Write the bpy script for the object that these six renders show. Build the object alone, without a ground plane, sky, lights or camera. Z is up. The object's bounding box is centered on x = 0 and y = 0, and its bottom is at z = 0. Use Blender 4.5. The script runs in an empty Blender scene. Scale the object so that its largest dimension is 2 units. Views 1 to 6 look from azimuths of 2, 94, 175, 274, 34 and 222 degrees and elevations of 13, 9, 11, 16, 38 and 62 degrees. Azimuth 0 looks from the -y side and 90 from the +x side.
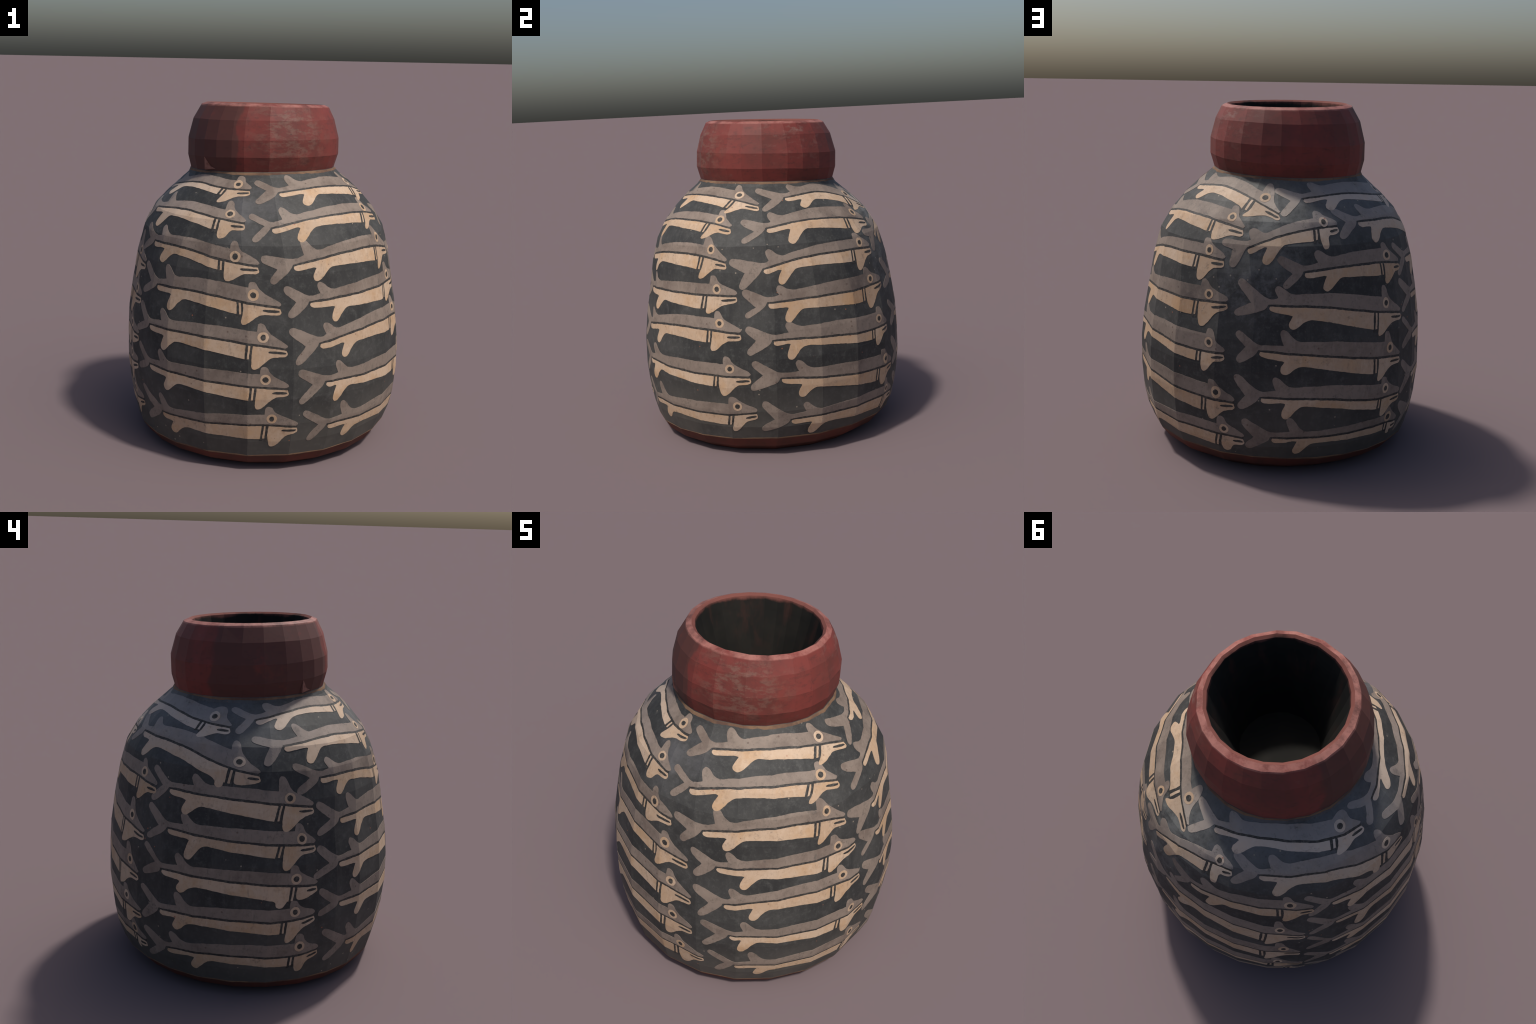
"""Ancient painted jar: faceted ovoid body with five columns of slip-painted fish,
a swollen red collar neck, a shallow dark well inside, and a red foot."""
import bpy, bmesh, math, random
from math import radians, degrees, sin, cos, pi
from mathutils import Vector, noise
from mathutils.bvhtree import BVHTree
from mathutils.geometry import delaunay_2d_cdt

random.seed(7)
SCENE = bpy.context.scene.collection


# ------------------------------------------------------------------ materials
class Nodes:
    """Small helper that writes node graphs as expressions."""

    def __init__(self, name, roughness=0.8, specular=0.25):
        self.mat = bpy.data.materials.new(name)
        self.mat.use_nodes = True
        self.tree = self.mat.node_tree
        self.bsdf = self.tree.nodes["Principled BSDF"]
        self.bsdf.inputs["Roughness"].default_value = roughness
        self.bsdf.inputs["Specular IOR Level"].default_value = specular
        self.pos = self.new("ShaderNodeTexCoord").outputs["Object"]

    def new(self, kind, **props):
        n = self.tree.nodes.new(kind)
        for k, v in props.items():
            setattr(n, k, v)
        return n

    def put(self, socket, value):
        if isinstance(value, bpy.types.NodeSocket):
            self.tree.links.new(value, socket)
        elif isinstance(value, tuple) and len(value) == 3 and socket.type == "RGBA":
            socket.default_value = (*value, 1)
        else:
            socket.default_value = value

    def math(self, op, a, b=0.0, clamp=False):
        n = self.new("ShaderNodeMath", operation=op, use_clamp=clamp)
        self.put(n.inputs[0], a)
        self.put(n.inputs[1], b)
        return n.outputs[0]

    def ramp(self, value, low, high):
        """0 below low, 1 above high, smooth between (low may exceed high)."""
        n = self.new("ShaderNodeMapRange", interpolation_type="SMOOTHSTEP", clamp=True)
        flip = low > high
        self.put(n.inputs["Value"], value)
        n.inputs["From Min"].default_value = min(low, high)
        n.inputs["From Max"].default_value = max(low, high)
        n.inputs["To Min"].default_value = 1.0 if flip else 0.0
        n.inputs["To Max"].default_value = 0.0 if flip else 1.0
        return n.outputs["Result"]

    def noise(self, scale, detail=4.0, rough=0.6, stretch=(1, 1, 1), shift=(0, 0, 0), warp=0.0):
        m = self.new("ShaderNodeMapping")
        self.put(m.inputs["Vector"], self.pos)
        m.inputs["Scale"].default_value = stretch
        m.inputs["Location"].default_value = shift
        n = self.new("ShaderNodeTexNoise")
        self.put(n.inputs["Vector"], m.outputs[0])
        n.inputs["Scale"].default_value = scale
        n.inputs["Detail"].default_value = detail
        n.inputs["Roughness"].default_value = rough
        n.inputs["Distortion"].default_value = warp
        return n.outputs["Fac"]

    def specks(self, scale, size, share, shift=(0, 0, 0)):
        """Scattered round specks: 1 inside a speck."""
        m = self.new("ShaderNodeMapping")
        self.put(m.inputs["Vector"], self.pos)
        m.inputs["Location"].default_value = shift
        v = self.new("ShaderNodeTexVoronoi")
        self.put(v.inputs["Vector"], m.outputs[0])
        v.inputs["Scale"].default_value = scale
        c = self.new("ShaderNodeSeparateColor")
        self.put(c.inputs[0], v.outputs["Color"])
        chosen = self.math("LESS_THAN", c.outputs[0], share)
        near = self.ramp(v.outputs["Distance"], size, size * 0.5)
        return self.math("MULTIPLY", chosen, near)

    def mix(self, fac, a, b):
        n = self.new("ShaderNodeMix", data_type="RGBA")
        self.put(n.inputs["Factor"], fac)
        self.put(n.inputs["A"], a)
        self.put(n.inputs["B"], b)
        return n.outputs["Result"]

    def xyz(self):
        s = self.new("ShaderNodeSeparateXYZ")
        self.put(s.inputs[0], self.pos)
        return s.outputs

    def spot(self, azimuth, radius, z, size):
        """1 at a place on the pot, falling to 0 at distance size."""
        a = radians(azimuth)
        n = self.new("ShaderNodeVectorMath", operation="DISTANCE")
        self.put(n.inputs[0], self.pos)
        n.inputs[1].default_value = (radius * sin(a), -radius * cos(a), z)
        return self.ramp(n.outputs["Value"], size, 0.0)

    def finish(self, colour, grain=None, depth=0.15):
        self.put(self.bsdf.inputs["Base Color"], colour)
        if grain is not None:
            b = self.new("ShaderNodeBump")
            b.inputs["Strength"].default_value = depth
            b.inputs["Distance"].default_value = 0.004
            self.put(b.inputs["Height"], grain)
            self.put(self.bsdf.inputs["Normal"], b.outputs["Normal"])
        return self.mat


SLIP = dict(charcoal=(0.050, 0.049, 0.046), bloom=(0.115, 0.114, 0.106), soot=(0.027, 0.027, 0.026))


def charcoal_slip():
    g = Nodes("charcoal_slip", 0.66, 0.38)
    broad = g.noise(3.2, 5, 0.6)
    fine = g.noise(26, 6, 0.7)
    brushed = g.noise(30, 4, 0.6, stretch=(1, 1, 0.12))
    c = g.mix(g.ramp(broad, 0.36, 0.66), SLIP["soot"], SLIP["charcoal"])
    c = g.mix(g.math("MULTIPLY", g.ramp(fine, 0.48, 0.80), 0.55), c, SLIP["bloom"])
    c = g.mix(g.math("MULTIPLY", g.ramp(brushed, 0.50, 0.74), 0.35), c, (0.070, 0.068, 0.061))
    # worn, ashy bloom on the back shoulder and round the upper belly
    wear = g.math("MULTIPLY", g.spot(168, 0.70, 1.38, 0.42), g.ramp(g.noise(9, 6, 0.7), 0.34, 0.62))
    c = g.mix(g.math("MULTIPLY", wear, 0.75), c, (0.21, 0.21, 0.195))
    wear = g.math("MULTIPLY", g.spot(165, 0.76, 1.06, 0.34), g.ramp(g.noise(13, 6, 0.75), 0.44, 0.66))
    c = g.mix(g.math("MULTIPLY", wear, 0.6), c, (0.14, 0.14, 0.14))
    wear = g.math("MULTIPLY", g.spot(-8, 0.60, 1.46, 0.30), g.ramp(g.noise(5, 4, 0.6), 0.35, 0.65))
    c = g.mix(g.math("MULTIPLY", wear, 0.5), c, (0.15, 0.145, 0.15))
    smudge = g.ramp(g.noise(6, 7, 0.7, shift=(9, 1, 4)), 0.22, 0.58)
    for azimuth in (200, 236, 270):  # bluish skylight on the shaded shoulder, tinted into the black
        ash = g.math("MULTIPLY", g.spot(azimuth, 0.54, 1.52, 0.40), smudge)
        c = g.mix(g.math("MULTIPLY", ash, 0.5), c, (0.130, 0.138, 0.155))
    grit = g.noise(70, 6, 0.8)
    c = g.mix(g.math("MULTIPLY", g.ramp(grit, 0.54, 0.70), 0.40), c, (0.115, 0.112, 0.102))
    c = g.mix(g.math("MULTIPLY", g.ramp(grit, 0.46, 0.32), 0.5), c, (0.022, 0.022, 0.021))
    # pale earthy dust toward the foot, patchy
    z = g.xyz()[2]
    dusty = g.math("MULTIPLY", g.ramp(z, 0.62, 0.14), g.ramp(g.noise(2.6, 4, 0.6, shift=(4, 1, 2)), 0.25, 0.6))
    c = g.mix(g.math("MULTIPLY", dusty, 0.55), c, (0.105, 0.094, 0.079))
    c = g.mix(g.math("MULTIPLY", g.specks(34, 0.20, 0.05), 0.7), c, (0.34, 0.28, 0.21))
    c = g.mix(g.math("MULTIPLY", g.specks(22, 0.12, 0.06, (3, 3, 3)), 0.8), c, (0.33, 0.12, 0.06))
    return g.finish(c, fine, 0.12)


def fish_back_slip():
    g = Nodes("umber_slip", 0.66, 0.42)
    rnd = g.new("ShaderNodeObjectInfo").outputs["Random"]
    broad = g.noise(7, 5, 0.7)
    fine = g.noise(30, 8, 0.8)
    brushed = g.noise(44, 5, 0.65, stretch=(1, 1, 0.35))
    c = g.mix(rnd, (0.175, 0.134, 0.107), (0.230, 0.181, 0.147))
    c = g.mix(g.ramp(broad, 0.35, 0.7), c, (0.245, 0.192, 0.154))
    c = g.mix(g.math("MULTIPLY", g.ramp(broad, 0.50, 0.28), 0.6), c, (0.145, 0.106, 0.084))
    c = g.mix(g.math("MULTIPLY", g.ramp(fine, 0.50, 0.70), 0.65), c, (0.105, 0.080, 0.064))
    c = g.mix(g.math("MULTIPLY", g.ramp(brushed, 0.52, 0.72), 0.38), c, (0.295, 0.238, 0.192))
    c = g.mix(g.math("MULTIPLY", g.specks(30, 0.22, 0.10), 0.6), c, (0.085, 0.045, 0.033))
    # rubbed stretch of two fish on the back of the jar
    worn = g.math("MULTIPLY", g.spot(138, 0.80, 1.02, 0.22), g.ramp(g.noise(11, 6, 0.7), 0.25, 0.62))
    c = g.mix(g.math("MULTIPLY", worn, 0.8), c, (0.075, 0.058, 0.050))
    pale = g.math("MULTIPLY", g.spot(174, 0.64, 1.45, 0.27), g.ramp(g.noise(6, 4, 0.6), 0.22, 0.5))
    c = g.mix(g.math("MULTIPLY", pale, 0.85), c, (0.46, 0.38, 0.31))
    pale = g.math("MULTIPLY", g.spot(-50, 0.60, 1.46, 0.36), g.ramp(g.noise(6, 4, 0.6), 0.25, 0.6))
    c = g.mix(g.math("MULTIPLY", pale, 0.5), c, (0.42, 0.34, 0.30))
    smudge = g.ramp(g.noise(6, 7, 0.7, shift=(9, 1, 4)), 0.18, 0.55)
    for azimuth in (200, 236, 270):  # umber greyed here with the cool sky haze of the shaded side
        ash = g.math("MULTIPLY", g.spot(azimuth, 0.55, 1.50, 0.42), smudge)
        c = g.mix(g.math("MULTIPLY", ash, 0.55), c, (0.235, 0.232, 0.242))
    # rubbed through to the black ground: streaks and crumbs
    patchy = g.ramp(g.noise(3.5, 4, 0.6, shift=(6, 6, 1)), 0.38, 0.66)
    crumbs = g.ramp(g.noise(24, 8, 0.85, shift=(1, 2, 3)), 0.54, 0.64)
    c = g.mix(g.math("MULTIPLY", g.math("MULTIPLY", crumbs, patchy), 0.75), c, (0.075, 0.068, 0.060))
    streaks = g.ramp(g.noise(34, 6, 0.75, stretch=(1, 1, 0.22), shift=(3, 8, 2)), 0.57, 0.70)
    c = g.mix(g.math("MULTIPLY", streaks, 0.5), c, (0.085, 0.076, 0.066))
    return g.finish(c, fine, 0.15)


def fish_belly_slip():
    g = Nodes("cream_slip", 0.66, 0.42)
    rnd = g.new("ShaderNodeObjectInfo").outputs["Random"]
    broad = g.noise(6, 5, 0.7, shift=(2, 7, 1))
    fine = g.noise(34, 8, 0.8)
    brushed = g.noise(44, 5, 0.65, stretch=(1, 1, 0.35))
    c = g.mix(rnd, (0.440, 0.305, 0.202), (0.530, 0.386, 0.270))
    c = g.mix(g.ramp(broad, 0.42, 0.72), c, (0.47, 0.300, 0.170))
    c = g.mix(g.math("MULTIPLY", g.ramp(broad, 0.46, 0.26), 0.6), c, (0.58, 0.440, 0.325))
    c = g.mix(g.math("MULTIPLY", g.ramp(fine, 0.49, 0.70), 0.60), c, (0.325, 0.215, 0.135))
    c = g.mix(g.math("MULTIPLY", g.ramp(brushed, 0.52, 0.72), 0.30), c, (0.62, 0.475, 0.350))
    ochre = g.math("MULTIPLY", g.spot(136, 0.80, 0.90, 0.20), g.ramp(broad, 0.3, 0.6))
    c = g.mix(g.math("MULTIPLY", ochre, 0.7), c, (0.36, 0.20, 0.09))
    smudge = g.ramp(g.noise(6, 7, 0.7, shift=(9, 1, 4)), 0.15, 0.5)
    for azimuth in (200, 236, 270):  # cream cooled by painted-in sky reflection near the neck
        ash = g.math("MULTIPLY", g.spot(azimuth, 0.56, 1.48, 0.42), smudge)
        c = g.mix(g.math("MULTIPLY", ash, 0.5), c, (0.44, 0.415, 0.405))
    pale = g.spot(-48, 0.58, 1.49, 0.40)
    c = g.mix(g.math("MULTIPLY", pale, 0.55), c, (0.64, 0.51, 0.41))
    c = g.mix(g.math("MULTIPLY", g.specks(30, 0.16, 0.08), 0.7), c, (0.20, 0.11, 0.07))
    c = g.mix(g.math("MULTIPLY", g.specks(17, 0.13, 0.05, (1, 5, 2)), 0.7), c, (0.33, 0.10, 0.06))
    # rubbed through to the black ground: streaks and crumbs
    patchy = g.ramp(g.noise(3.5, 4, 0.6, shift=(6, 6, 1)), 0.38, 0.66)
    crumbs = g.ramp(g.noise(24, 8, 0.85, shift=(1, 2, 3)), 0.54, 0.64)
    c = g.mix(g.math("MULTIPLY", g.math("MULTIPLY", crumbs, patchy), 0.60), c, (0.075, 0.068, 0.060))
    streaks = g.ramp(g.noise(34, 6, 0.75, stretch=(1, 1, 0.22), shift=(3, 8, 2)), 0.57, 0.70)
    c = g.mix(g.math("MULTIPLY", streaks, 0.30), c, (0.085, 0.076, 0.066))
    return g.finish(c, fine, 0.15)


def plain_black():
    g = Nodes("black_slip", 0.66, 0.42)
    fine = g.noise(60, 5, 0.7)
    c = g.mix(g.ramp(fine, 0.42, 0.72), (0.026, 0.024, 0.022), (0.085, 0.075, 0.064))
    return g.finish(c)


def red_slip():
    g = Nodes("red_slip", 0.62, 0.32)
    x, y, z = g.xyz()
    broad = g.noise(4.5, 5, 0.6)
    fine = g.noise(34, 6, 0.7)
    brushed = g.noise(12, 6, 0.7, stretch=(1, 1, 2.2))
    c = g.mix(g.ramp(broad, 0.35, 0.68), (0.180, 0.036, 0.029), (0.125, 0.033, 0.026))
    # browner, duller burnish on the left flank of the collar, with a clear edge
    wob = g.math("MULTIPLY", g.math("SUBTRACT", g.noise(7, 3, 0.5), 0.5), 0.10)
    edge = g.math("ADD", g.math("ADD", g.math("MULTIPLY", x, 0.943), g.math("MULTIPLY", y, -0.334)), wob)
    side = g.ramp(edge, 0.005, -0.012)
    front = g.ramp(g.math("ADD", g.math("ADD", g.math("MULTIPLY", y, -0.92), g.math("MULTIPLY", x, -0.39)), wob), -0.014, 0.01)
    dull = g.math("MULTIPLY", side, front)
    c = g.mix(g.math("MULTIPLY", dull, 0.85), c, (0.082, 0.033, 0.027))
    # grey-buff scuffs on the sunny side
    scuff = g.math("MULTIPLY", g.spot(22, 0.45, 1.86, 0.40), g.ramp(brushed, 0.46, 0.62))
    c = g.mix(g.math("MULTIPLY", scuff, 0.55), c, (0.190, 0.125, 0.095))
    scuff = g.math("MULTIPLY", g.spot(125, 0.40, 1.94, 0.34), g.ramp(brushed, 0.50, 0.68))
    c = g.mix(g.math("MULTIPLY", scuff, 0.5), c, (0.24, 0.17, 0.14))
    scuff = g.ramp(g.noise(7, 6, 0.75, stretch=(1, 1, 3), shift=(5, 2, 8)), 0.62, 0.76)
    c = g.mix(g.math("MULTIPLY", scuff, 0.35), c, (0.19, 0.12, 0.10))
    c = g.mix(g.math("MULTIPLY", g.ramp(fine, 0.48, 0.72), 0.5), c, (0.085, 0.026, 0.021))
    streak = g.ramp(g.noise(10, 7, 0.75, stretch=(1, 1, 3.5), shift=(2, 2, 6)), 0.52, 0.68)
    c = g.mix(g.math("MULTIPLY", streak, 0.55), c, (0.070, 0.026, 0.022))
    scratch = g.ramp(g.noise(16, 7, 0.8, stretch=(1, 1, 0.3), shift=(7, 1, 1)), 0.62, 0.70)
    c = g.mix(g.math("MULTIPLY", scratch, 0.4), c, (0.055, 0.024, 0.020))
    glow = g.ramp(g.noise(5, 5, 0.7, shift=(1, 9, 9)), 0.56, 0.72)
    c = g.mix(g.math("MULTIPLY", glow, 0.5), c, (0.215, 0.040, 0.030))
    # thumb-smoothed lip: clay rubbed through to pink
    lip = g.math("MULTIPLY", g.ramp(g.math("SUBTRACT", z, g.math("MULTIPLY", y, -0.04)), 1.966, 1.974), g.ramp(g.noise(10, 6, 0.7), 0.30, 0.66))
    c = g.mix(g.math("MULTIPLY", lip, 0.85), c, (0.36, 0.150, 0.122))
    c = g.mix(g.math("MULTIPLY", g.specks(14, 0.10, 0.08), 0.7), c, (0.05, 0.035, 0.03))
    return g.finish(c, fine, 0.12)


def foot_slip():
    g = Nodes("foot_red_slip", 0.75, 0.25)
    broad = g.noise(5, 5, 0.65)
    fine = g.noise(32, 6, 0.7)
    c = g.mix(g.ramp(broad, 0.35, 0.68), (0.135, 0.040, 0.028), (0.085, 0.036, 0.027))
    c = g.mix(g.math("MULTIPLY", g.ramp(fine, 0.5, 0.78), 0.5), c, (0.050, 0.028, 0.022))
    return g.finish(c, fine, 0.12)


def buff_line():
    g = Nodes("bare_buff_clay", 0.85, 0.2)
    fine = g.noise(30, 5, 0.7)
    broad = g.noise(6, 4, 0.6)
    c = g.mix(g.ramp(broad, 0.38, 0.66), (0.190, 0.115, 0.070), (0.105, 0.060, 0.044))
    c = g.mix(g.math("MULTIPLY", g.ramp(fine, 0.5, 0.75), 0.6), c, (0.060, 0.045, 0.036))
    return g.finish(c)


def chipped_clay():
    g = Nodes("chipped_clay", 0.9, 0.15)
    c = g.mix(g.ramp(g.noise(40, 4, 0.6), 0.4, 0.7), (0.26, 0.13, 0.105), (0.19, 0.085, 0.068))  # paler, pinker red than the neck around it
    return g.finish(c)


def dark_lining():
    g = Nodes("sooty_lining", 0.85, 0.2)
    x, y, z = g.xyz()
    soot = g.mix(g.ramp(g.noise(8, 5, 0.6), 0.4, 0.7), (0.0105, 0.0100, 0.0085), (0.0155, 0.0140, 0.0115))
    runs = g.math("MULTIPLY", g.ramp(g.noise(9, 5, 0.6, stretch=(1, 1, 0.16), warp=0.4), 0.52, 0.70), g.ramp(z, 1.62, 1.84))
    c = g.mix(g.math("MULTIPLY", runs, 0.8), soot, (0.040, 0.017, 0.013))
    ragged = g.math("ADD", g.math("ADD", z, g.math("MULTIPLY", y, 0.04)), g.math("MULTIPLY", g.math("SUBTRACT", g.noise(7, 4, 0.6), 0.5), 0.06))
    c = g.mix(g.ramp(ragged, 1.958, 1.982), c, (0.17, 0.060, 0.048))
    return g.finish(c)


# ---------------------------------------------------------------- pot profile
# one ring per line: height, radius, centre offset in x and y, tilt in x and y
RINGS = [
    (0.000, 0.648, -0.006, -0.026, 0.000, 0.000),
    (0.046, 0.730, -0.004, -0.020, 0.010, 0.004),
    (0.102, 0.774, -0.001, -0.008, 0.018, 0.010),
    (0.190, 0.803, 0.003, -0.003, 0.012, 0.000),
    (0.300, 0.824, 0.003, -0.002, 0, 0),
    (0.450, 0.838, 0.002, -0.001, 0, 0),
    (0.620, 0.837, 0.002, 0.000, 0, 0),
    (0.780, 0.824, -0.004, 0.004, 0, 0),
    (0.950, 0.796, -0.007, 0.007, 0, 0),
    (1.120, 0.766, -0.008, 0.006, 0, 0),
    (1.270, 0.724, -0.009, 0.006, 0, 0),
    (1.385, 0.658, -0.011, 0.003, 0, 0),
    (1.470, 0.579, -0.011, 0.005, 0.005, -0.010),
    (1.530, 0.513, -0.012, 0.006, 0.010, -0.020),
    (1.583, 0.453, -0.020, 0.014, 0.018, -0.033),
    (1.612, 0.432, -0.028, 0.017, 0.020, -0.036),
]
NECK = [
    (1.612, 0.432, -0.028, 0.017, 0.020, -0.036),
    (1.688, 0.453, -0.025, 0.018, 0.024, -0.046),
    (1.785, 0.452, -0.025, 0.023, 0.016, -0.042),
    (1.898, 0.422, -0.025, 0.023, 0.010, -0.030),
    (1.974, 0.380, -0.017, 0.022, -0.008, -0.038),
    (1.986, 0.351, -0.016, 0.021, -0.008, -0.038),
]
WELL = [
    (1.986, 0.351, -0.016, 0.021, -0.008, -0.038),
    (1.976, 0.335, -0.015, 0.020, -0.008, -0.038),
    (1.900, 0.318, -0.014, 0.018, -0.006, -0.030),
    (1.700, 0.266, -0.008, 0.010, 0, 0),
    (1.470, 0.207, 0.000, 0.000, 0, 0),
]
# the potter's facets: vertical edges by azimuth, on the collar and on the belly
COLLAR_EDGES = [-45.3, -33.2, -20.5, -11.2, 7, 28, 43, 61, 74, 90.7, 110.6, 123.5, 140.5, 156.4, 170.3, 184.6, 197.5, 210, 224.5, 239, 253.7, 269.8, 285.4, 301.6]
BELLY_EDGES = [-50, -37.5, -20.5, -3.5, 13.5, 29, 44.5, 60, 75, 95.3, 114.3, 131.7, 151, 165, 178.5, 191, 203, 215, 228, 241, 254.5, 268.5, 282.5, 296.5]


def lerp_table(table, z, column):
    if z <= table[0][0]:
        return table[0][column]
    for lo, hi in zip(table, table[1:]):
        if z <= hi[0]:
            f = (z - lo[0]) / (hi[0] - lo[0])
            return lo[column] + f * (hi[column] - lo[column])
    return table[-1][column]


def facet_azimuths(z):
    f = min(1.0, max(0.0, (z - 0.95) / (1.60 - 0.95)))
    return [b + f * (a - b) for a, b in zip(COLLAR_EDGES, BELLY_EDGES)]


def ring_points(ring, wobble=0.0):
    z, r, ox, oy, tx, ty = ring
    pts = []
    for i, azimuth in enumerate(facet_azimuths(z)):
        a = radians(azimuth)
        swell = 0.004 * max(0.0, min(1.0, (z - 0.45) / 0.33, (1.50 - z) / 0.15))  # slightly oval belly
        wide = r + swell * cos(2 * (a - radians(130)))
        x, y = wide * sin(a), -wide * cos(a)
        dz = wobble * noise.noise((i * 0.45, z * 9, 3.1))
        pts.append(Vector((ox + x, oy + y, max(0.0, z + tx * x + ty * y + dz))))
    return pts


def loft(rings, close_bottom=False, wobble=0.0):
    """Rings of facets joined by quads; optional flat cap on the first ring."""
    verts, faces = [], []
    n = len(COLLAR_EDGES)
    for k, ring in enumerate(rings):
        edge = k in (0, len(rings) - 1)
        verts += ring_points(ring, 0.0 if edge else wobble)
    for k in range(len(rings) - 1):
        for i in range(n):
            j = (i + 1) % n
            a, b, c, d = k * n + i, k * n + j, (k + 1) * n + j, (k + 1) * n + i
            faces += [(a, b, c), (a, c, d)] if (verts[a] - verts[c]).length < (verts[b] - verts[d]).length else [(a, b, d), (b, c, d)]
    if close_bottom:
        faces.append(tuple(reversed(range(n))))
    return verts, faces


def add_mesh(name, verts, faces, material, parent=None, smooth=False):
    mesh = bpy.data.meshes.new(name)
    mesh.from_pydata([tuple(v) for v in verts], [], faces)
    mesh.materials.append(material)
    mesh.polygons.foreach_set("use_smooth", [smooth] * len(mesh.polygons))
    mesh.update()
    obj = bpy.data.objects.new(name, mesh)
    SCENE.objects.link(obj)
    obj.parent = parent
    return obj


MAT = dict(
    charcoal=charcoal_slip(), back=fish_back_slip(), belly=fish_belly_slip(), black=plain_black(),
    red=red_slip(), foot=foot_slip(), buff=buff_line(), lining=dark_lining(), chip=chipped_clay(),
)

jar = bpy.data.objects.new("painted_jar", None)
SCENE.objects.link(jar)
jar["label"] = "faceted black clay jar with painted fish and red neck"
jar["category"] = "pottery jar"

FOOT_TOP = 2  # index of the ring where the red foot ends
body_verts, body_faces = loft(RINGS[FOOT_TOP:], wobble=0.005)
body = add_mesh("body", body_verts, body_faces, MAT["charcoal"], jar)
foot_verts, foot_faces = loft(RINGS[: FOOT_TOP + 1], close_bottom=True)
foot = add_mesh("foot", foot_verts, foot_faces, MAT["foot"], jar)

# collar
neck_verts, neck_faces = loft(NECK, wobble=0.004)
n_edges = len(COLLAR_EDGES)
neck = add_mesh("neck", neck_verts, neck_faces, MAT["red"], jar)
# small raised facet low on its left front, paler than the neck
a, b, c = neck_verts[n_edges], neck_verts[0], neck_verts[1]
corners = [b + (a - b) * 0.96 + (c - b) * 0.03, b + (a - b) * 0.10 + (c - b) * 0.02, b + (a - b) * 0.16 + (c - b) * 0.82, b + (a - b) * 0.30 + (c - b) * 0.46]
outward = (b - c).cross(a - c).normalized()
if outward.dot(b) < 0:
    outward = -outward
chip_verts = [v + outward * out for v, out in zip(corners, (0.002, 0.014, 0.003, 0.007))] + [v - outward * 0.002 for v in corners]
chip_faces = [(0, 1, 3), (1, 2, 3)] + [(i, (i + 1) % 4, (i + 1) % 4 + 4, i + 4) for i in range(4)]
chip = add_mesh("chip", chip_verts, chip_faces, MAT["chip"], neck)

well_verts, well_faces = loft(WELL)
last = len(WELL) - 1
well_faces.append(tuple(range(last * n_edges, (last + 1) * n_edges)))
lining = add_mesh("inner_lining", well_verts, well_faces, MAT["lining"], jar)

# ------------------------------------------------- laying paint on the facets
all_verts = foot_verts + body_verts
shift = len(foot_verts)
all_faces = [f for f in foot_faces if len(f) == 3] + [tuple(i + shift for i in f) for f in body_faces]
SKIN = BVHTree.FromPolygons(all_verts, all_faces)


def on_skin(azimuth, z, lift):
    a = radians(azimuth)
    out = Vector((sin(a), -cos(a), 0))
    brim = RINGS[-1][0] + RINGS[-1][1] * (RINGS[-1][4] * sin(a) - RINGS[-1][5] * cos(a)) - 0.002
    z = min(brim, max(0.004, z))
    hit, normal, _, _ = SKIN.ray_cast(Vector((0, 0, z)), out)
    if hit is None:
        hit, normal = out * lerp_table(RINGS, z, 1) + Vector((0, 0, z)), out
    if normal.dot(out) < 0:
        normal = -normal
    return hit + normal * lift


# distance along the profile, so that shapes keep their size on the shoulder
STEPS = [i * 0.004 for i in range(404)]
ALONG = [0.0]
for lo, hi in zip(STEPS, STEPS[1:]):
    ALONG.append(ALONG[-1] + math.hypot(hi - lo, lerp_table(RINGS, hi, 1) - lerp_table(RINGS, lo, 1)))


def along(z):
    i = min(len(STEPS) - 2, max(0, int(z / 0.004)))
    return ALONG[i] + (z - STEPS[i]) / 0.004 * (ALONG[i + 1] - ALONG[i])


def height(s):
    lo, hi = 0, len(ALONG) - 1
    while hi - lo > 1:
        mid = (lo + hi) // 2
        lo, hi = (mid, hi) if ALONG[mid] <= s else (lo, mid)
    return STEPS[lo] + (s - ALONG[lo]) / (ALONG[hi] - ALONG[lo]) * 0.004


def inside(x, y, ring):
    hit = False
    for (ax, ay), (bx, by) in zip(ring, ring[1:] + ring[:1]):
        if (ay > y) != (by > y) and x < ax + (y - ay) / (by - ay) * (bx - ax):
            hit = not hit
    return hit


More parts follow.
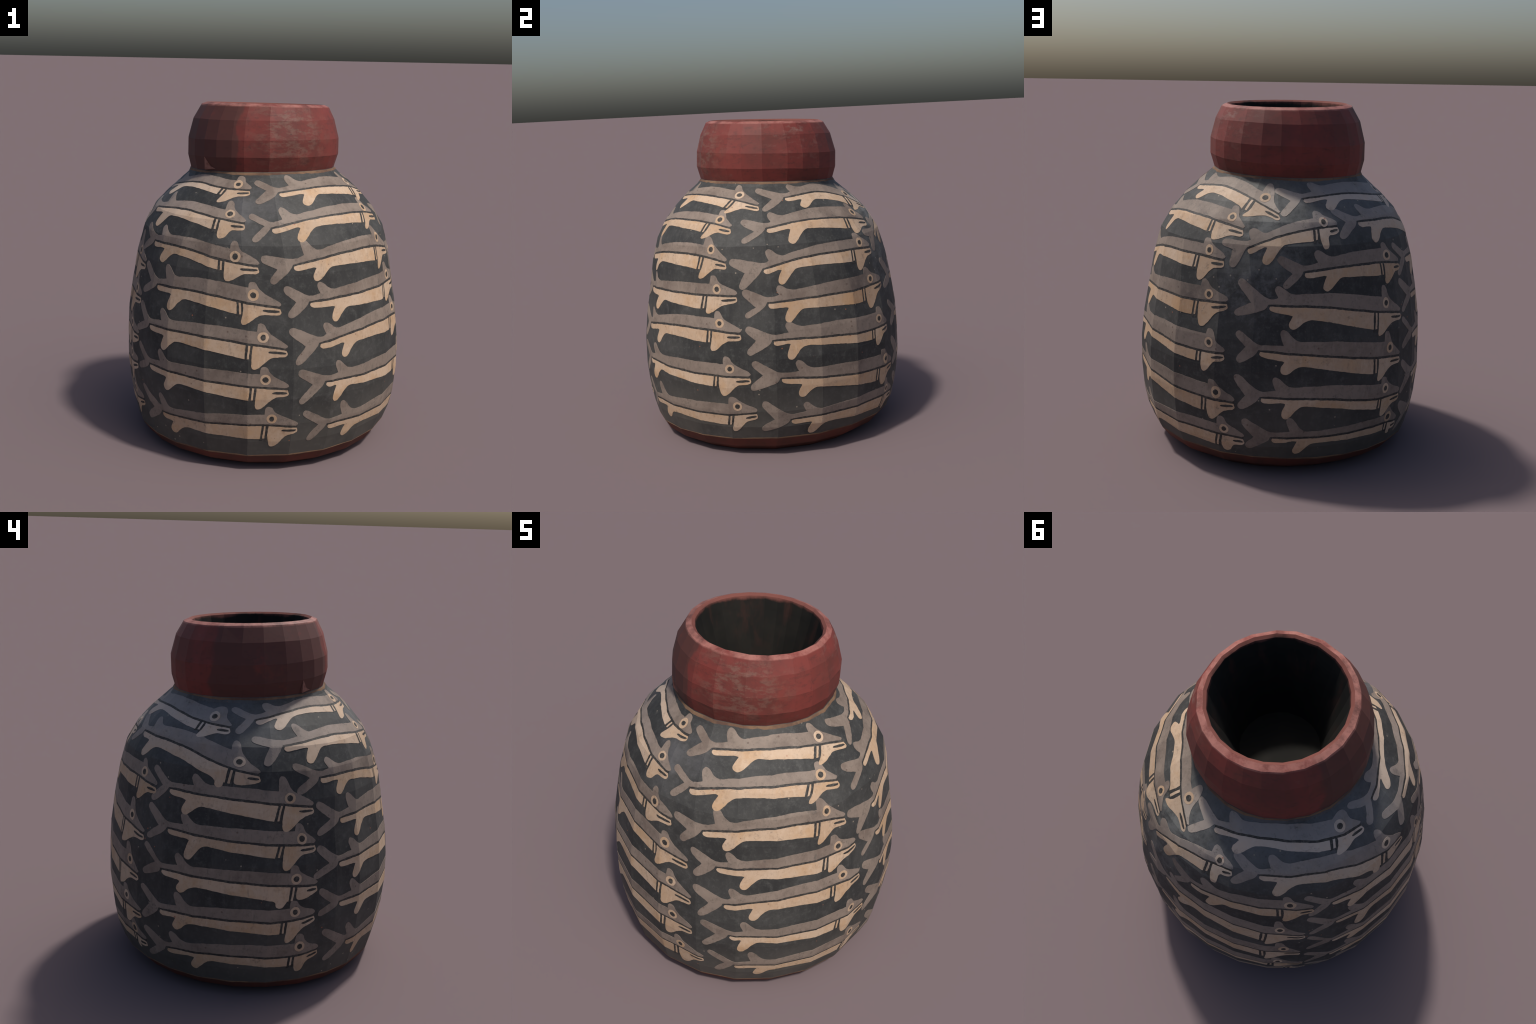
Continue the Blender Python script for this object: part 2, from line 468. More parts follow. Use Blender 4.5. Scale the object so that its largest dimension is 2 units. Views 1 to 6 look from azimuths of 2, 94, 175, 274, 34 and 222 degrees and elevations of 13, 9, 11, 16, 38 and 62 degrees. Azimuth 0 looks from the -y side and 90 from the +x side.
def paint_patch(name, outline, place, material, parent, lift, cell=0.009, rough=0.0018, seed=0.0):
    """A thin coat of slip: outline (in the fish's own plane) filled with a fine
    net, laid on the facets of the pot, with its edge turned down to the clay."""
    dense = []
    for a, b in zip(outline, outline[1:] + outline[:1]):
        k = max(1, int(math.hypot(b[0] - a[0], b[1] - a[1]) / 0.006))
        dense += [(a[0] + (b[0] - a[0]) * i / k, a[1] + (b[1] - a[1]) * i / k) for i in range(k)]
    ring = []
    for x, y in dense:  # the unsteady hand of the painter
        ring.append((x + rough * noise.noise((x * 70, y * 70, seed)) + rough * noise.noise((x * 24, y * 24, seed + 2)),
                     y + rough * noise.noise((x * 70, y * 70, seed + 5)) + rough * noise.noise((x * 24, y * 24, seed + 7))))
    xs, ys = [q[0] for q in ring], [q[1] for q in ring]
    pts = [Vector(q) for q in ring]
    j = 0
    y = min(ys) + cell / 2
    while y < max(ys):
        x = min(xs) + (cell / 2 if j % 2 else 0)
        while x < max(xs):
            if inside(x, y, ring) and all((x - qx) ** 2 + (y - qy) ** 2 > (cell * 0.5) ** 2 for qx, qy in ring):
                pts.append(Vector((x, y)))
            x += cell
        y += cell * 0.87
        j += 1
    edges = [(i, (i + 1) % len(ring)) for i in range(len(ring))]
    flat, out_edges, tris, *_ = delaunay_2d_cdt(pts, edges, [list(range(len(ring)))], 1, 1e-6)
    verts = [on_skin(*place(q.x, q.y), lift) for q in flat]
    faces = []
    for t in tris:
        a, b, c = (flat[i] for i in t[:3])
        if (b - a).cross(c - a) < 0:
            t = list(reversed(t))
        faces.append(tuple(t))
    count = {}
    for t in faces:
        for i in range(len(t)):
            e = (t[i], t[(i + 1) % len(t)])
            count[e] = count.get(e, 0) + 1
    low = {}
    for a, b in list(count):
        if (b, a) in count:
            continue
        for v in (a, b):
            if v not in low:
                low[v] = len(verts)
                verts.append(on_skin(*place(flat[v].x, flat[v].y), -0.0006))
        faces.append((b, a, low[a], low[b]))
    return add_mesh(name, verts, faces, material, parent)


def rounded(points, sharp=(), rounds=3):
    """Corner cutting; corners listed in sharp stay."""
    pts = [(p, i in sharp) for i, p in enumerate(points)]
    for _ in range(rounds):
        new = []
        for (a, fa), (b, fb) in zip(pts, pts[1:] + pts[:1]):
            d = math.hypot(b[0] - a[0], b[1] - a[1])
            f = min(0.25, 0.02 / d if d > 1e-9 else 0.25)
            if fa:
                new.append((a, True))
            else:
                new.append(((a[0] + (b[0] - a[0]) * f, a[1] + (b[1] - a[1]) * f), False))
            if not fb:
                new.append(((b[0] - (b[0] - a[0]) * f, b[1] - (b[1] - a[1]) * f), False))
        pts = new
    return [p for p, _ in pts]


def spline(knots):
    """Smooth y(x) through knots (monotone-limited Hermite)."""
    xs, ys = [k[0] for k in knots], [k[1] for k in knots]
    d = [(ys[i + 1] - ys[i]) / (xs[i + 1] - xs[i]) for i in range(len(xs) - 1)]
    m = [d[0]] + [(a + b) / 2 for a, b in zip(d, d[1:])] + [d[-1]]

    def f(x):
        i = max(0, min(len(xs) - 2, sum(1 for v in xs[1:-1] if v <= x)))
        h = xs[i + 1] - xs[i]
        t = (x - xs[i]) / h
        if t < 0:
            return ys[0] + m[0] * (x - xs[0])
        if t > 1:
            return ys[-1] + m[-1] * (x - xs[-1])
        return ((1 + 2 * t) * (1 - t) ** 2 * ys[i] + t * (1 - t) ** 2 * h * m[i]
                + t * t * (3 - 2 * t) * ys[i + 1] + t * t * (t - 1) * h * m[i + 1])

    return f


def blade(base_a, tip, base_b, width):
    """Fin: from base_a to a blunt tip and back to base_b (three to four points)."""
    ax, ay = tip[0] - (base_a[0] + base_b[0]) / 2, tip[1] - (base_a[1] + base_b[1]) / 2
    length = math.hypot(ax, ay) or 1
    tip = (tip[0] + ax / length * 0.009, tip[1] + ay / length * 0.009)
    nx, ny = -ay / length * width / 2, ax / length * width / 2
    side = 1 if (base_a[0] - base_b[0]) * nx + (base_a[1] - base_b[1]) * ny > 0 else -1
    return [base_a, (tip[0] + side * nx, tip[1] + side * ny), (tip[0] - side * nx, tip[1] - side * ny), base_b]


def paint_fish(number, tail, mid, gill, nose, upper_lobe, lower_lobe, dorsal, anal, back, belly, crest, eye,
               pectoral=None, fork=None, belly_fin=None):
    radius = lerp_table(RINGS, mid[1], 1)

    def flat(p):
        return (radians(p[0]) * radius, along(min(1.605, p[1])))

    def place(x, y):
        return degrees(x / radius), height(y)

    T, M, G, N = flat(tail), flat(mid), flat(gill), flat(nose)
    U, Lo, D, A = flat(upper_lobe), flat(lower_lobe), flat(dorsal), flat(anal)
    C, E, V = flat(crest), flat(eye), flat(belly)
    line = spline([T, M, G, N])
    gap = 0.0066
    rng = random.Random(number * 17 + 3)
    size = N[0] - T[0]
    back_h = max(0.045, flat(back)[1] - line(flat(back)[0]))
    belly_h = 1.05 * max(0.045, line(V[0]) - V[1])

    # --- umber back: tail fork, dorsal fin, head crest, snout
    def top(x):
        f = (x - T[0]) / (G[0] - T[0])
        return line(x) + back_h * (0.50 + 0.50 * min(1, max(0, f) * 1.5) ** 0.8)

    K = flat(fork) if fork else (T[0] - 0.45 * (T[0] - (U[0] + Lo[0]) / 2), line(T[0]) + 0.004)
    steps = 14
    pts = [(T[0] - 0.004, line(T[0]) + gap * 0.4)]
    sharp = {0}
    for i in range(1, steps + 1):
        x = T[0] + size * 0.985 * i / steps
        sharp.add(len(pts))
        pts.append((x, line(x) + gap))
    pts += [(N[0] + 0.004, line(N[0]) + gap + 0.010), (N[0] - 0.012, line(N[0]) + gap + 0.028)]
    bx = C[0] - 0.016
    brow = (0.45 * N[0] + 0.55 * max(E[0], C[0]), line(N[0]) * 0.45 + line(E[0]) * 0.55 + gap + 0.052)
    pts += [brow]
    front = (max(C[0] + 0.034, E[0] + 0.012), max(top(G[0]) - line(G[0]) + line(E[0]) - 0.004, E[1] + 0.036))
    pts += [front]
    pts += [(C[0] + 0.022, C[1] + 0.003), (C[0] - 0.016, C[1] + 0.006)]
    foot_x = min(bx - 0.004, E[0] - 0.022)
    sharp.add(len(pts))
    pts += [(foot_x, top(foot_x))]
    dorsal_front = D[0] + 0.072
    span = foot_x - dorsal_front
    for f in (0.12, 0.35, 0.6, 0.85):
        x = foot_x - span * f
        pts.append((x, top(x)))
    sharp.add(len(pts) + 3)
    rear = D[0] + 0.004
    pts += blade((dorsal_front, top(dorsal_front)), D, (rear, line(rear) + gap + 0.034), 0.038)
    px = T[0] + 0.022
    if D[0] + 0.012 > px:
        pts.append((px, line(px) + gap + 0.024))
    pts.append((T[0] - 0.015, line(T[0]) + 0.034))
    lobe = blade((T[0] - 0.03, line(T[0]) + 0.046), U, K, 0.043)
    pts += lobe[1:3]
    sharp.add(len(pts))
    pts += [K]
    lobe = blade(K, Lo, (T[0] - 0.02, line(T[0]) - 0.03), 0.040)
    pts += lobe[1:3] + [(T[0] - 0.018, line(T[0]) - 0.026)]
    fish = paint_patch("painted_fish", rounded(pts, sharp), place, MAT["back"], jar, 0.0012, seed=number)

    # --- cream belly with its fin, cut by two bars at the gill
    slant = (V[0] - G[0]) / max(0.03, line(G[0]) - V[1])  # lean of the bars
    slant = max(-0.8, min(0.8, slant))
    bar, sliver = 0.0135, 0.0105

    def bar_edge(offset, depth):
        x = G[0] + offset - bar
        return (x + slant * (depth - gap), line(x) - depth)

    def under(x):
        f = (x - T[0]) / (G[0] - T[0])
        return line(x) - gap - (belly_h - gap) * (0.42 + 0.58 * min(1, max(0, f) ** 0.9 * 1.10))

    pts, sharp = [], set()
    start = T[0] + 0.006
    stop = bar_edge(0, gap)[0]
    for i in range(steps + 1):
        x = start + (stop - start) * i / steps
        sharp.add(len(pts))
        pts.append((x, line(x) - gap))
    pts = list(reversed(pts))
    sharp = set(range(len(pts)))
    pts.append((start - 0.006, line(start) - gap - 0.014))
    rear = A[0] + 0.002
    if rear - 0.02 > start + 0.01:
        pts.append((start + 0.014, line(start) - gap - 0.030))
        pts.append((rear - 0.010, under(rear) + 0.012))
    front_x = A[0] + 0.082
    sharp.add(len(pts))
    pts += blade((rear + 0.004, under(rear) + 0.006), A, (front_x, under(front_x)), 0.046)
    end = bar_edge(0, belly_h)
    span = end[0] - front_x
    marks = [0.2, 0.45, 0.7, 0.92]
    if belly_fin:
        Q = flat(belly_fin)
        marks = [0.2, 0.45]
    for f in marks:
        x = front_x + span * f
        pts.append((x, under(x)))
    if belly_fin:
        pts += blade((Q[0] - 0.020, under(Q[0] - 0.02)), Q, (end[0] - 0.006, end[1] + 0.004), 0.040)
    sharp.add(len(pts))
    pts.append(end)
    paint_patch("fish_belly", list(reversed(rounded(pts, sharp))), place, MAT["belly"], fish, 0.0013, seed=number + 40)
    w0, w1 = bar, bar + sliver
    strip = [bar_edge(w0, belly_h * 0.97), bar_edge(w1, belly_h * 0.95), bar_edge(w1, gap), bar_edge(w0, gap)]
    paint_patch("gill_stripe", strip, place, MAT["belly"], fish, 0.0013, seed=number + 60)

    # --- cream jaw running down into the pectoral fin
    w2 = bar * 2 + sliver
    j0 = bar_edge(w2, gap)
    pts = [j0]
    for i in range(1, 7):
        x = j0[0] + (N[0] - 0.006 - j0[0]) * i / 6
        pts.append((x, line(x) - gap))
    pts = list(reversed(pts))
    sharp = set(range(len(pts)))
    if pectoral:
        P = flat(pectoral)
        low_edge = bar_edge(w2, belly_h * 0.8)
        pts += [low_edge]
        pts += [(P[0] - 0.018, P[1] - 0.003), (P[0] + 0.018, P[1] - 0.004)]
        tx = min(N[0] - 0.07, P[0] + 0.085)
        pts += [(tx, line(tx) - gap - max(0.042, 0.62 * belly_h))]
        tx = 0.5 * tx + 0.5 * N[0]
        pts += [(tx, line(tx) - gap - 0.040)]
    else:
        pts += [bar_edge(w2, belly_h * 0.92)]
        tx = 0.45 * N[0] + 0.55 * G[0]
        pts += [(tx, line(tx) - belly_h * 0.86)]
    pts += [(N[0] - 0.012, line(N[0]) - gap - 0.034), (N[0] + 0.002, line(N[0]) - gap - 0.022)]
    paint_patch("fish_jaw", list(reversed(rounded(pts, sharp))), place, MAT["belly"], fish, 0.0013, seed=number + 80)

    # --- black strokes: the line along the flank and the two bars at the gill
    stroke = [(T[0] + (size - 0.004) * i / steps, 0) for i in range(steps + 1)]
    stroke = [(x, line(x) - gap * 1.12) for x, _ in stroke] + [(x, line(x) + gap * 1.12) for x, _ in reversed(stroke)]
    paint_patch("flank_line", stroke, place, MAT["black"], fish, 0.0006, seed=number + 120)
    reach = belly_h + rng.uniform(0.0, 0.016)
    for k in (0, bar + sliver):
        stroke = [bar_edge(k - 0.002, reach), bar_edge(k + bar + 0.002, reach + rng.uniform(-0.006, 0.006)), bar_edge(k + bar + 0.002, 0), bar_edge(k - 0.002, 0)]
        paint_patch("gill_bar", stroke, place, MAT["black"], fish, 0.0007, seed=number + 130)

    # --- mouth slot, eye ring and pupil
    mx = N[0] - 0.44 * (N[0] - G[0]) * rng.uniform(0.9, 1.1)
    m0, m1 = (mx, line(mx) - gap - 0.021), (N[0] - 0.008, line(N[0]) - gap - 0.014)
    dx, dy = m1[0] - m0[0], m1[1] - m0[1]
    length = math.hypot(dx, dy)
    nx, ny = -dy / length * 0.0068, dx / length * 0.0068
    slot = [(m0[0] - nx, m0[1] - ny), (m1[0] - nx, m1[1] - ny), (m1[0] + nx, m1[1] + ny), (m0[0] + nx, m0[1] + ny)]
    paint_patch("mouth", rounded(slot), place, MAT["black"], fish, 0.0020, cell=0.007, seed=number + 90)

    def disc(r, wobble):
        squash = rng.uniform(0.92, 1.06)
        return [(E[0] + r * squash * cos(2 * pi * i / 24), E[1] + r / squash * sin(2 * pi * i / 24)) for i in range(24)]

    ring = rng.uniform(0.0265, 0.0310)
    paint_patch("eye_ring", disc(ring, 0), place, MAT["belly"], fish, 0.0020, cell=0.008, seed=number + 100)
    paint_patch("pupil", disc(ring * rng.uniform(0.48, 0.56), 0), place, MAT["black"], fish, 0.0028, cell=0.008, seed=number + 110)


# Five columns of fish round the belly, top to bottom. Each is set by its joints
# on the pot, as (azimuth in degrees, height in metres).
FISH = [
    dict(tail=(-83.4, 1.503), mid=(-49.2, 1.552), gill=(-25.7, 1.539), nose=(-7.4, 1.537), upper_lobe=(-96.7, 1.547), lower_lobe=(-92.1, 1.448), dorsal=(-77.5, 1.571), anal=(-71.5, 1.467), back=(-29.8, 1.585), belly=(-27.1, 1.509), crest=(-16.5, 1.6), eye=(-16.7, 1.562), pectoral=(-25, 1.472)),
    dict(tail=(-70.5, 1.389), mid=(-43.1, 1.416), gill=(-22, 1.395), nose=(-7.4, 1.378), upper_lobe=(-84.4, 1.419), lower_lobe=(-78.5, 1.306), fork=(-77, 1.385), dorsal=(-63, 1.478), anal=(-59.4, 1.309), back=(-22.6, 1.442), belly=(-22.3, 1.342), crest=(-17.5, 1.479), eye=(-15.9, 1.42), pectoral=(-18.4, 1.3)),
    dict(tail=(-55.7, 1.227), mid=(-33.9, 1.225), gill=(-16.8, 1.19), nose=(-0.2, 1.164), upper_lobe=(-66.9, 1.294), lower_lobe=(-65.7, 1.163), dorsal=(-51.1, 1.311), anal=(-47.1, 1.135), back=(-15.5, 1.254), belly=(-16.6, 1.137), crest=(-11.5, 1.287), eye=(-10.5, 1.211), pectoral=(-13.2, 1.083)),
    dict(tail=(-47.5, 1), mid=(-23.5, 1.005), gill=(-7.9, 0.978), nose=(8.9, 0.947), upper_lobe=(-57.8, 1.091), lower_lobe=(-57.8, 0.936), dorsal=(-42.4, 1.112), anal=(-38.7, 0.889), back=(-6.7, 1.058), belly=(-7.5, 0.91), crest=(-2.9, 1.079), eye=(-2.3, 1.015), pectoral=(-5.8, 0.861)),
    dict(tail=(-49.1, 0.767), mid=(-20.9, 0.772), gill=(-3.5, 0.754), nose=(11.3, 0.726), upper_lobe=(-58.1, 0.861), lower_lobe=(-59.7, 0.706), dorsal=(-42.5, 0.867), anal=(-40.5, 0.658), back=(-1.7, 0.824), belly=(-3.9, 0.676), crest=(1, 0.86), eye=(2, 0.792), pectoral=(-1.1, 0.622)),
    dict(tail=(-48.4, 0.536), mid=(-21.2, 0.528), gill=(-1.7, 0.518), nose=(12, 0.507), upper_lobe=(-57.2, 0.622), lower_lobe=(-57.2, 0.487), dorsal=(-42.2, 0.635), anal=(-38.4, 0.429), back=(-0.9, 0.593), belly=(-2.1, 0.445), crest=(2.4, 0.629), eye=(3.2, 0.561), pectoral=(0.4, 0.393)),
    dict(tail=(-42.1, 0.269), mid=(-22.1, 0.277), gill=(3.1, 0.294), nose=(16.1, 0.282), upper_lobe=(-54.5, 0.375), lower_lobe=(-52.5, 0.191), dorsal=(-42.4, 0.372), anal=(-36.5, 0.169), back=(2.6, 0.357), belly=(2.4, 0.211), crest=(4.5, 0.4), eye=(5.9, 0.333), pectoral=(6.2, 0.161)),
    dict(tail=(9.6, 1.529), mid=(39.2, 1.549), gill=(71.8, 1.526), nose=(90.5, 1.487), upper_lobe=(-5.1, 1.576), lower_lobe=(-2.5, 1.48), fork=(2.1, 1.538), dorsal=(16.6, 1.603), anal=(24.8, 1.471), back=(69.6, 1.577), belly=(68.6, 1.487), crest=(72.9, 1.601), eye=(76, 1.549), pectoral=(69.8, 1.455)),
    dict(tail=(4.8, 1.359), mid=(30.4, 1.405), gill=(60.6, 1.401), nose=(75.8, 1.371), upper_lobe=(-5.5, 1.416), lower_lobe=(-2.8, 1.296), fork=(1.5, 1.367), dorsal=(9.7, 1.451), anal=(18.1, 1.295), back=(63.2, 1.446), belly=(58.5, 1.351), crest=(67.6, 1.467), eye=(67.7, 1.417), pectoral=(59.6, 1.314)),
    dict(tail=(14.1, 1.171), mid=(36.8, 1.214), gill=(61.1, 1.214), nose=(75.1, 1.179), upper_lobe=(1, 1.205), lower_lobe=(5.2, 1.083), fork=(7.3, 1.15), dorsal=(18.7, 1.292), anal=(23.8, 1.093), back=(62.1, 1.277), belly=(60.3, 1.14), crest=(63.2, 1.323), eye=(66.2, 1.253), pectoral=(61.7, 1.087)),
    dict(tail=(20.6, 0.974), mid=(40.6, 0.986), gill=(64.3, 0.99), nose=(80, 0.989), upper_lobe=(10.5, 1.05), lower_lobe=(12.3, 0.905), fork=(14.8, 0.976), dorsal=(25.1, 1.065), anal=(31.2, 0.867), back=(66.5, 1.057), belly=(63.5, 0.913), crest=(68.2, 1.102), eye=(70.5, 1.027), pectoral=(66.5, 0.886)),
    dict(tail=(24.2, 0.75), mid=(45.9, 0.79), gill=(67.1, 0.79), nose=(81.6, 0.772), upper_lobe=(12.6, 0.828), lower_lobe=(15.1, 0.65), fork=(18.5, 0.737), dorsal=(26.8, 0.847), anal=(34.9, 0.664), back=(70.1, 0.858), belly=(66.7, 0.718), crest=(70.8, 0.897), eye=(72.1, 0.831), pectoral=(69, 0.671)),
    dict(tail=(26.6, 0.534), mid=(48.8, 0.528), gill=(69.9, 0.521), nose=(84.9, 0.514), upper_lobe=(16.1, 0.598), lower_lobe=(16.8, 0.427), fork=(21.3, 0.523), dorsal=(31.7, 0.633), anal=(30.8, 0.421), back=(74.3, 0.593), belly=(69.3, 0.457), crest=(74.9, 0.637), eye=(76.4, 0.567), pectoral=(73.3, 0.403)),
    dict(tail=(28.4, 0.277), mid=(56, 0.278), gill=(75.2, 0.279), nose=(86.7, 0.293), upper_lobe=(18.6, 0.36), lower_lobe=(21, 0.192), dorsal=(34.7, 0.392), anal=(37.1, 0.182), back=(75.9, 0.351), belly=(74.3, 0.216), crest=(76.2, 0.39), eye=(78.5, 0.335), pectoral=(76.3, 0.174)),
    dict(tail=(107.4, 1.525), mid=(136.3, 1.538), gill=(158, 1.491), nose=(174.3, 1.421), upper_lobe=(88.2, 1.572), lower_lobe=(93.5, 1.464), fork=(98.9, 1.521), dorsal=(112.8, 1.585), anal=(118.1, 1.469), back=(160.7, 1.535), belly=(155.9, 1.446), crest=(166.9, 1.563), eye=(165.5, 1.498), pectoral=(156.9, 1.409)),
    dict(tail=(94.1, 1.366), mid=(116.5, 1.396), gill=(141, 1.38), nose=(158.4, 1.343), upper_lobe=(81.1, 1.404), lower_lobe=(82.5, 1.295), fork=(87.8, 1.349), dorsal=(96.1, 1.442), anal=(106, 1.282), back=(144, 1.442), belly=(140.5, 1.321), crest=(150.5, 1.45), eye=(150.8, 1.399), pectoral=(144.6, 1.285)),
    dict(tail=(91.9, 1.142), mid=(111.7, 1.193), gill=(137.5, 1.197), nose=(151.9, 1.184), upper_lobe=(76.9, 1.185), lower_lobe=(81.9, 1.035), fork=(83.5, 1.12), dorsal=(94.2, 1.241), anal=(99.5, 1.058), back=(138.3, 1.257), belly=(137, 1.13), crest=(141.6, 1.284), eye=(143.8, 1.228), pectoral=(140.4, 1.069)),
    dict(tail=(93.3, 0.948), mid=(117.5, 0.961), gill=(140, 0.959), nose=(154.9, 0.969), upper_lobe=(82.9, 1.011), lower_lobe=(84, 0.872), fork=(88, 0.923), dorsal=(98, 1.032), anal=(101.4, 0.84), back=(141.1, 1.038), belly=(139.6, 0.882), crest=(143.4, 1.074), eye=(146.2, 1.001), pectoral=(143.7, 0.83)),
    dict(tail=(94.7, 0.734), mid=(114.5, 0.726), gill=(143.1, 0.696), nose=(154.7, 0.702), upper_lobe=(84, 0.799), lower_lobe=(84.6, 0.658), fork=(87.7, 0.731), dorsal=(100.9, 0.82), anal=(101.3, 0.623), back=(145.8, 0.792), belly=(142.8, 0.639), crest=(148.1, 0.82), eye=(147.9, 0.75), pectoral=(145.8, 0.593)),
    dict(tail=(97.2, 0.508), mid=(115.4, 0.484), gill=(145.5, 0.443), nose=(158.7, 0.437), upper_lobe=(86.3, 0.6), lower_lobe=(85.3, 0.448), fork=(89.9, 0.526), dorsal=(104.3, 0.595), anal=(105.2, 0.39), back=(148.5, 0.521), belly=(145, 0.367), crest=(149.2, 0.548), eye=(151.4, 0.485), pectoral=(148.8, 0.327)),
    dict(tail=(100.7, 0.243), mid=(115.6, 0.249), gill=(151.4, 0.243), nose=(162, 0.232), upper_lobe=(89.7, 0.354), lower_lobe=(88.7, 0.185), fork=(93.7, 0.251), dorsal=(106.9, 0.332), anal=(109.3, 0.141), back=(151.7, 0.304), belly=(150.2, 0.172), crest=(152.6, 0.347), eye=(154, 0.278), pectoral=(154.2, 0.142)),
    dict(tail=(161.1, 1.255), mid=(174.5, 1.318), gill=(190.1, 1.355), nose=(201.3, 1.363), upper_lobe=(150.2, 1.278), lower_lobe=(155.3, 1.161), fork=(154.8, 1.245), dorsal=(161.9, 1.343), anal=(168.9, 1.186), back=(191.5, 1.405), belly=(189.9, 1.299), crest=(191.6, 1.435), eye=(194.6, 1.386), pectoral=(194, 1.256)),
    dict(tail=(184.3, 1.142), mid=(200.1, 1.159), gill=(220.7, 1.156), nose=(234.1, 1.13), upper_lobe=(174.4, 1.209), lower_lobe=(176.8, 1.068), fork=(179.7, 1.133), dorsal=(189.6, 1.239), anal=(192.8, 1.05), back=(221.8, 1.228), belly=(220.8, 1.09), crest=(223.7, 1.253), eye=(225, 1.187), pectoral=(223.1, 1.041)),
    dict(tail=(170.9, 0.972), mid=(192.2, 0.958), gill=(214.6, 0.902), nose=(230.5, 0.862), upper_lobe=(159.3, 1.088), lower_lobe=(158.3, 0.922), fork=(164.2, 0.982), dorsal=(174, 1.06), anal=(179.4, 0.861), back=(217.6, 0.978), belly=(213.9, 0.812), crest=(220.2, 1.03), eye=(221, 0.936), pectoral=(216.2, 0.771)),
    dict(tail=(167.6, 0.735), mid=(191.9, 0.701), gill=(213.7, 0.651), nose=(228.5, 0.622), upper_lobe=(159.4, 0.82), lower_lobe=(159.9, 0.676), fork=(162.7, 0.751), dorsal=(176.3, 0.836), anal=(176.5, 0.622), back=(218.8, 0.727), belly=(213.7, 0.566), crest=(220.3, 0.779), eye=(222.2, 0.686), pectoral=(215.6, 0.52)),
    dict(tail=(168.4, 0.483), mid=(192.1, 0.466), gill=(216.7, 0.409), nose=(229.7, 0.401), upper_lobe=(159.2, 0.587), lower_lobe=(160.6, 0.419), fork=(162.8, 0.487), dorsal=(173.6, 0.583), anal=(177.1, 0.373), back=(217.7, 0.493), belly=(216.4, 0.353), crest=(218.7, 0.524), eye=(219.8, 0.46), pectoral=(219.2, 0.299)),
    dict(tail=(172.3, 0.25), mid=(191.4, 0.246), gill=(222.9, 0.24), nose=(231.1, 0.224), upper_lobe=(162, 0.341), lower_lobe=(163, 0.189), fork=(165.7, 0.249), dorsal=(179, 0.359), anal=(181.7, 0.156), back=(222.4, 0.289), belly=(222.8, 0.201), crest=(223.1, 0.332), eye=(223.8, 0.274), pectoral=(225.9, 0.165)),
    dict(tail=(186.5, 1.497), mid=(214.4, 1.513), gill=(247.5, 1.481), nose=(264.2, 1.465), upper_lobe=(171.6, 1.536), lower_lobe=(175.7, 1.421), fork=(179.8, 1.486), dorsal=(192.7, 1.566), anal=(200.1, 1.446), back=(248.8, 1.543), belly=(246.5, 1.445), crest=(256.7, 1.551), eye=(253.5, 1.508), pectoral=(248.5, 1.414)),
    dict(tail=(212.4, 1.378), mid=(242.6, 1.36), gill=(266.7, 1.282), nose=(278.8, 1.253), upper_lobe=(201, 1.438), lower_lobe=(201.9, 1.307), fork=(206, 1.378), dorsal=(217.2, 1.451), anal=(219.6, 1.272), back=(265.9, 1.369), belly=(265.6, 1.213), crest=(267.8, 1.408), eye=(270, 1.316), belly_fin=(262, 1.194)),
    dict(tail=(241.1, 1.147), mid=(269.7, 1.129), gill=(286.8, 1.106), nose=(300.4, 1.083), upper_lobe=(231.4, 1.231), lower_lobe=(232.8, 1.07), fork=(237.2, 1.151), dorsal=(251.8, 1.229), anal=(248.7, 1.036), back=(287.9, 1.17), belly=(285.2, 1.025), crest=(287.5, 1.244), eye=(290.6, 1.136), pectoral=(288.7, 0.967)),
    dict(tail=(242.3, 0.939), mid=(270.7, 0.912), gill=(286.7, 0.895), nose=(300.7, 0.885), upper_lobe=(232, 1.032), lower_lobe=(232.8, 0.864), fork=(237.7, 0.937), dorsal=(248.6, 1.023), anal=(251.4, 0.802), back=(292.3, 0.964), belly=(285.5, 0.832), crest=(293.7, 1), eye=(294.9, 0.923), pectoral=(288.6, 0.762)),
    dict(tail=(240.7, 0.71), mid=(269.3, 0.697), gill=(291.6, 0.671), nose=(301.4, 0.661), upper_lobe=(232, 0.818), lower_lobe=(231.6, 0.661), fork=(237.4, 0.736), dorsal=(247.4, 0.805), anal=(248.5, 0.611), back=(290.5, 0.743), belly=(290.8, 0.589), crest=(291.8, 0.781), eye=(292.8, 0.709), belly_fin=(286.5, 0.559)),
    dict(tail=(240.1, 0.477), mid=(269.7, 0.48), gill=(288.3, 0.469), nose=(300.8, 0.492), upper_lobe=(230.8, 0.572), lower_lobe=(231.1, 0.395), fork=(235.2, 0.49), dorsal=(247.4, 0.587), anal=(246.8, 0.386), back=(290.9, 0.545), belly=(288, 0.401), crest=(292, 0.584), eye=(292.7, 0.522), pectoral=(290.2, 0.344)),
    dict(tail=(242.3, 0.246), mid=(267.9, 0.263), gill=(292.3, 0.25), nose=(303.8, 0.271), upper_lobe=(231.4, 0.32), lower_lobe=(232.2, 0.157), fork=(236.7, 0.227), dorsal=(244.8, 0.343), anal=(254.1, 0.164), back=(293.7, 0.331), belly=(292, 0.192), crest=(294.8, 0.386), eye=(295.4, 0.311), pectoral=(295.6, 0.151)),]
for number, joints in enumerate(FISH):
    paint_fish(number, **joints)


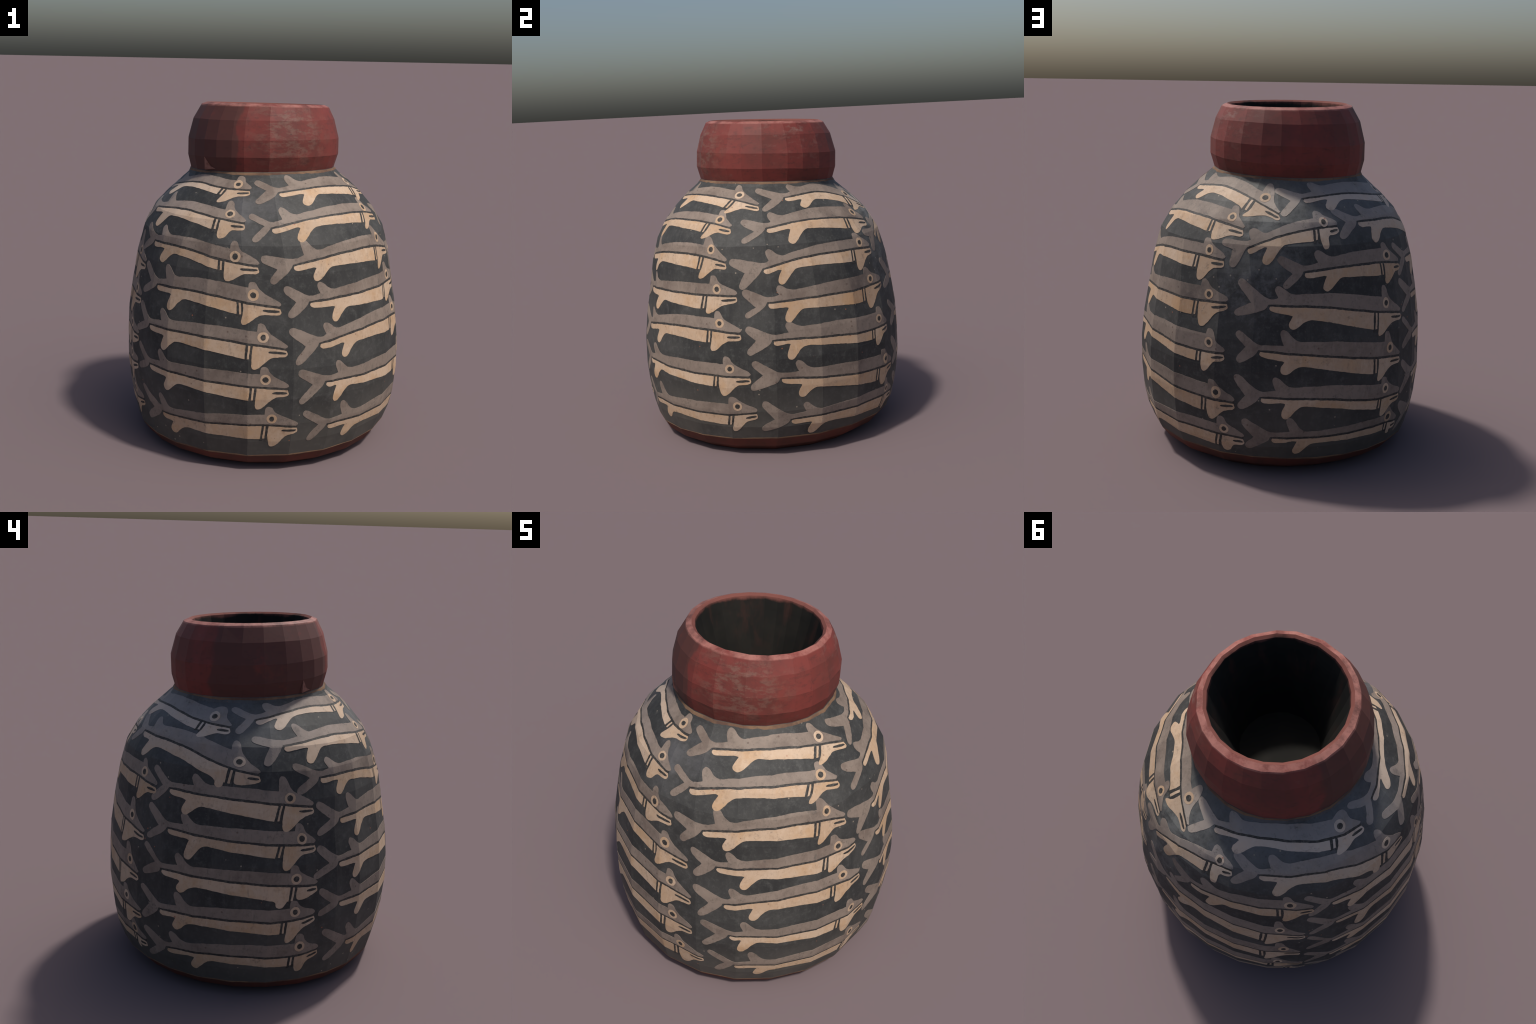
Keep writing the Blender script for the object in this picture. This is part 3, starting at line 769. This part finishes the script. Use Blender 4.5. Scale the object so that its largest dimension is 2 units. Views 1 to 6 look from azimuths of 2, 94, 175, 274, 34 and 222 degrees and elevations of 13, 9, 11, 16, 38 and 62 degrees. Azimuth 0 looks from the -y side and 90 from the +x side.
# ------------------------------------------------ bare clay lines at the joints
def band(name, z_low, z_high, unsteady, material, lift, seed, shape=None, pieces=1):
    """Thin painted hoop following the ring tilt, with uneven edges."""
    verts, faces = [], []
    count = 360
    for i in range(count + 1):
        azimuth = i * 360.0 / count
        a = radians(azimuth)
        p = (cos(a) * 2.2, sin(a) * 2.2)
        mid = (z_low + z_high) / 2
        r = lerp_table(RINGS, mid, 1)
        tilt = lerp_table(RINGS, mid, 4) * r * sin(a) - lerp_table(RINGS, mid, 5) * r * cos(a)
        lo = z_low + tilt + unsteady * (noise.noise((*p, seed)) + 0.4 * noise.noise((p[0] * 5, p[1] * 5, seed)))
        hi = z_high + tilt + unsteady * (noise.noise((*p, seed + 3)) + 0.4 * noise.noise((p[0] * 5, p[1] * 5, seed + 3)))
        hi = max(hi, lo + 0.002)
        for k in range(4):
            verts.append(on_skin(azimuth, lo + (hi - lo) * k / 3, lift if k in (1, 2) else 0.0002))
    for i in range(count):
        for k in range(3):
            a = i * 4 + k
            faces.append((a, a + 4, a + 5, a + 1))
    return add_mesh(name, verts, faces, material, jar)


band("foot_line", 0.099, 0.109, 0.006, MAT["buff"], 0.0010, 1.0)
band("neck_line", 1.599, 1.614, 0.008, MAT["buff"], 0.0010, 9.0)
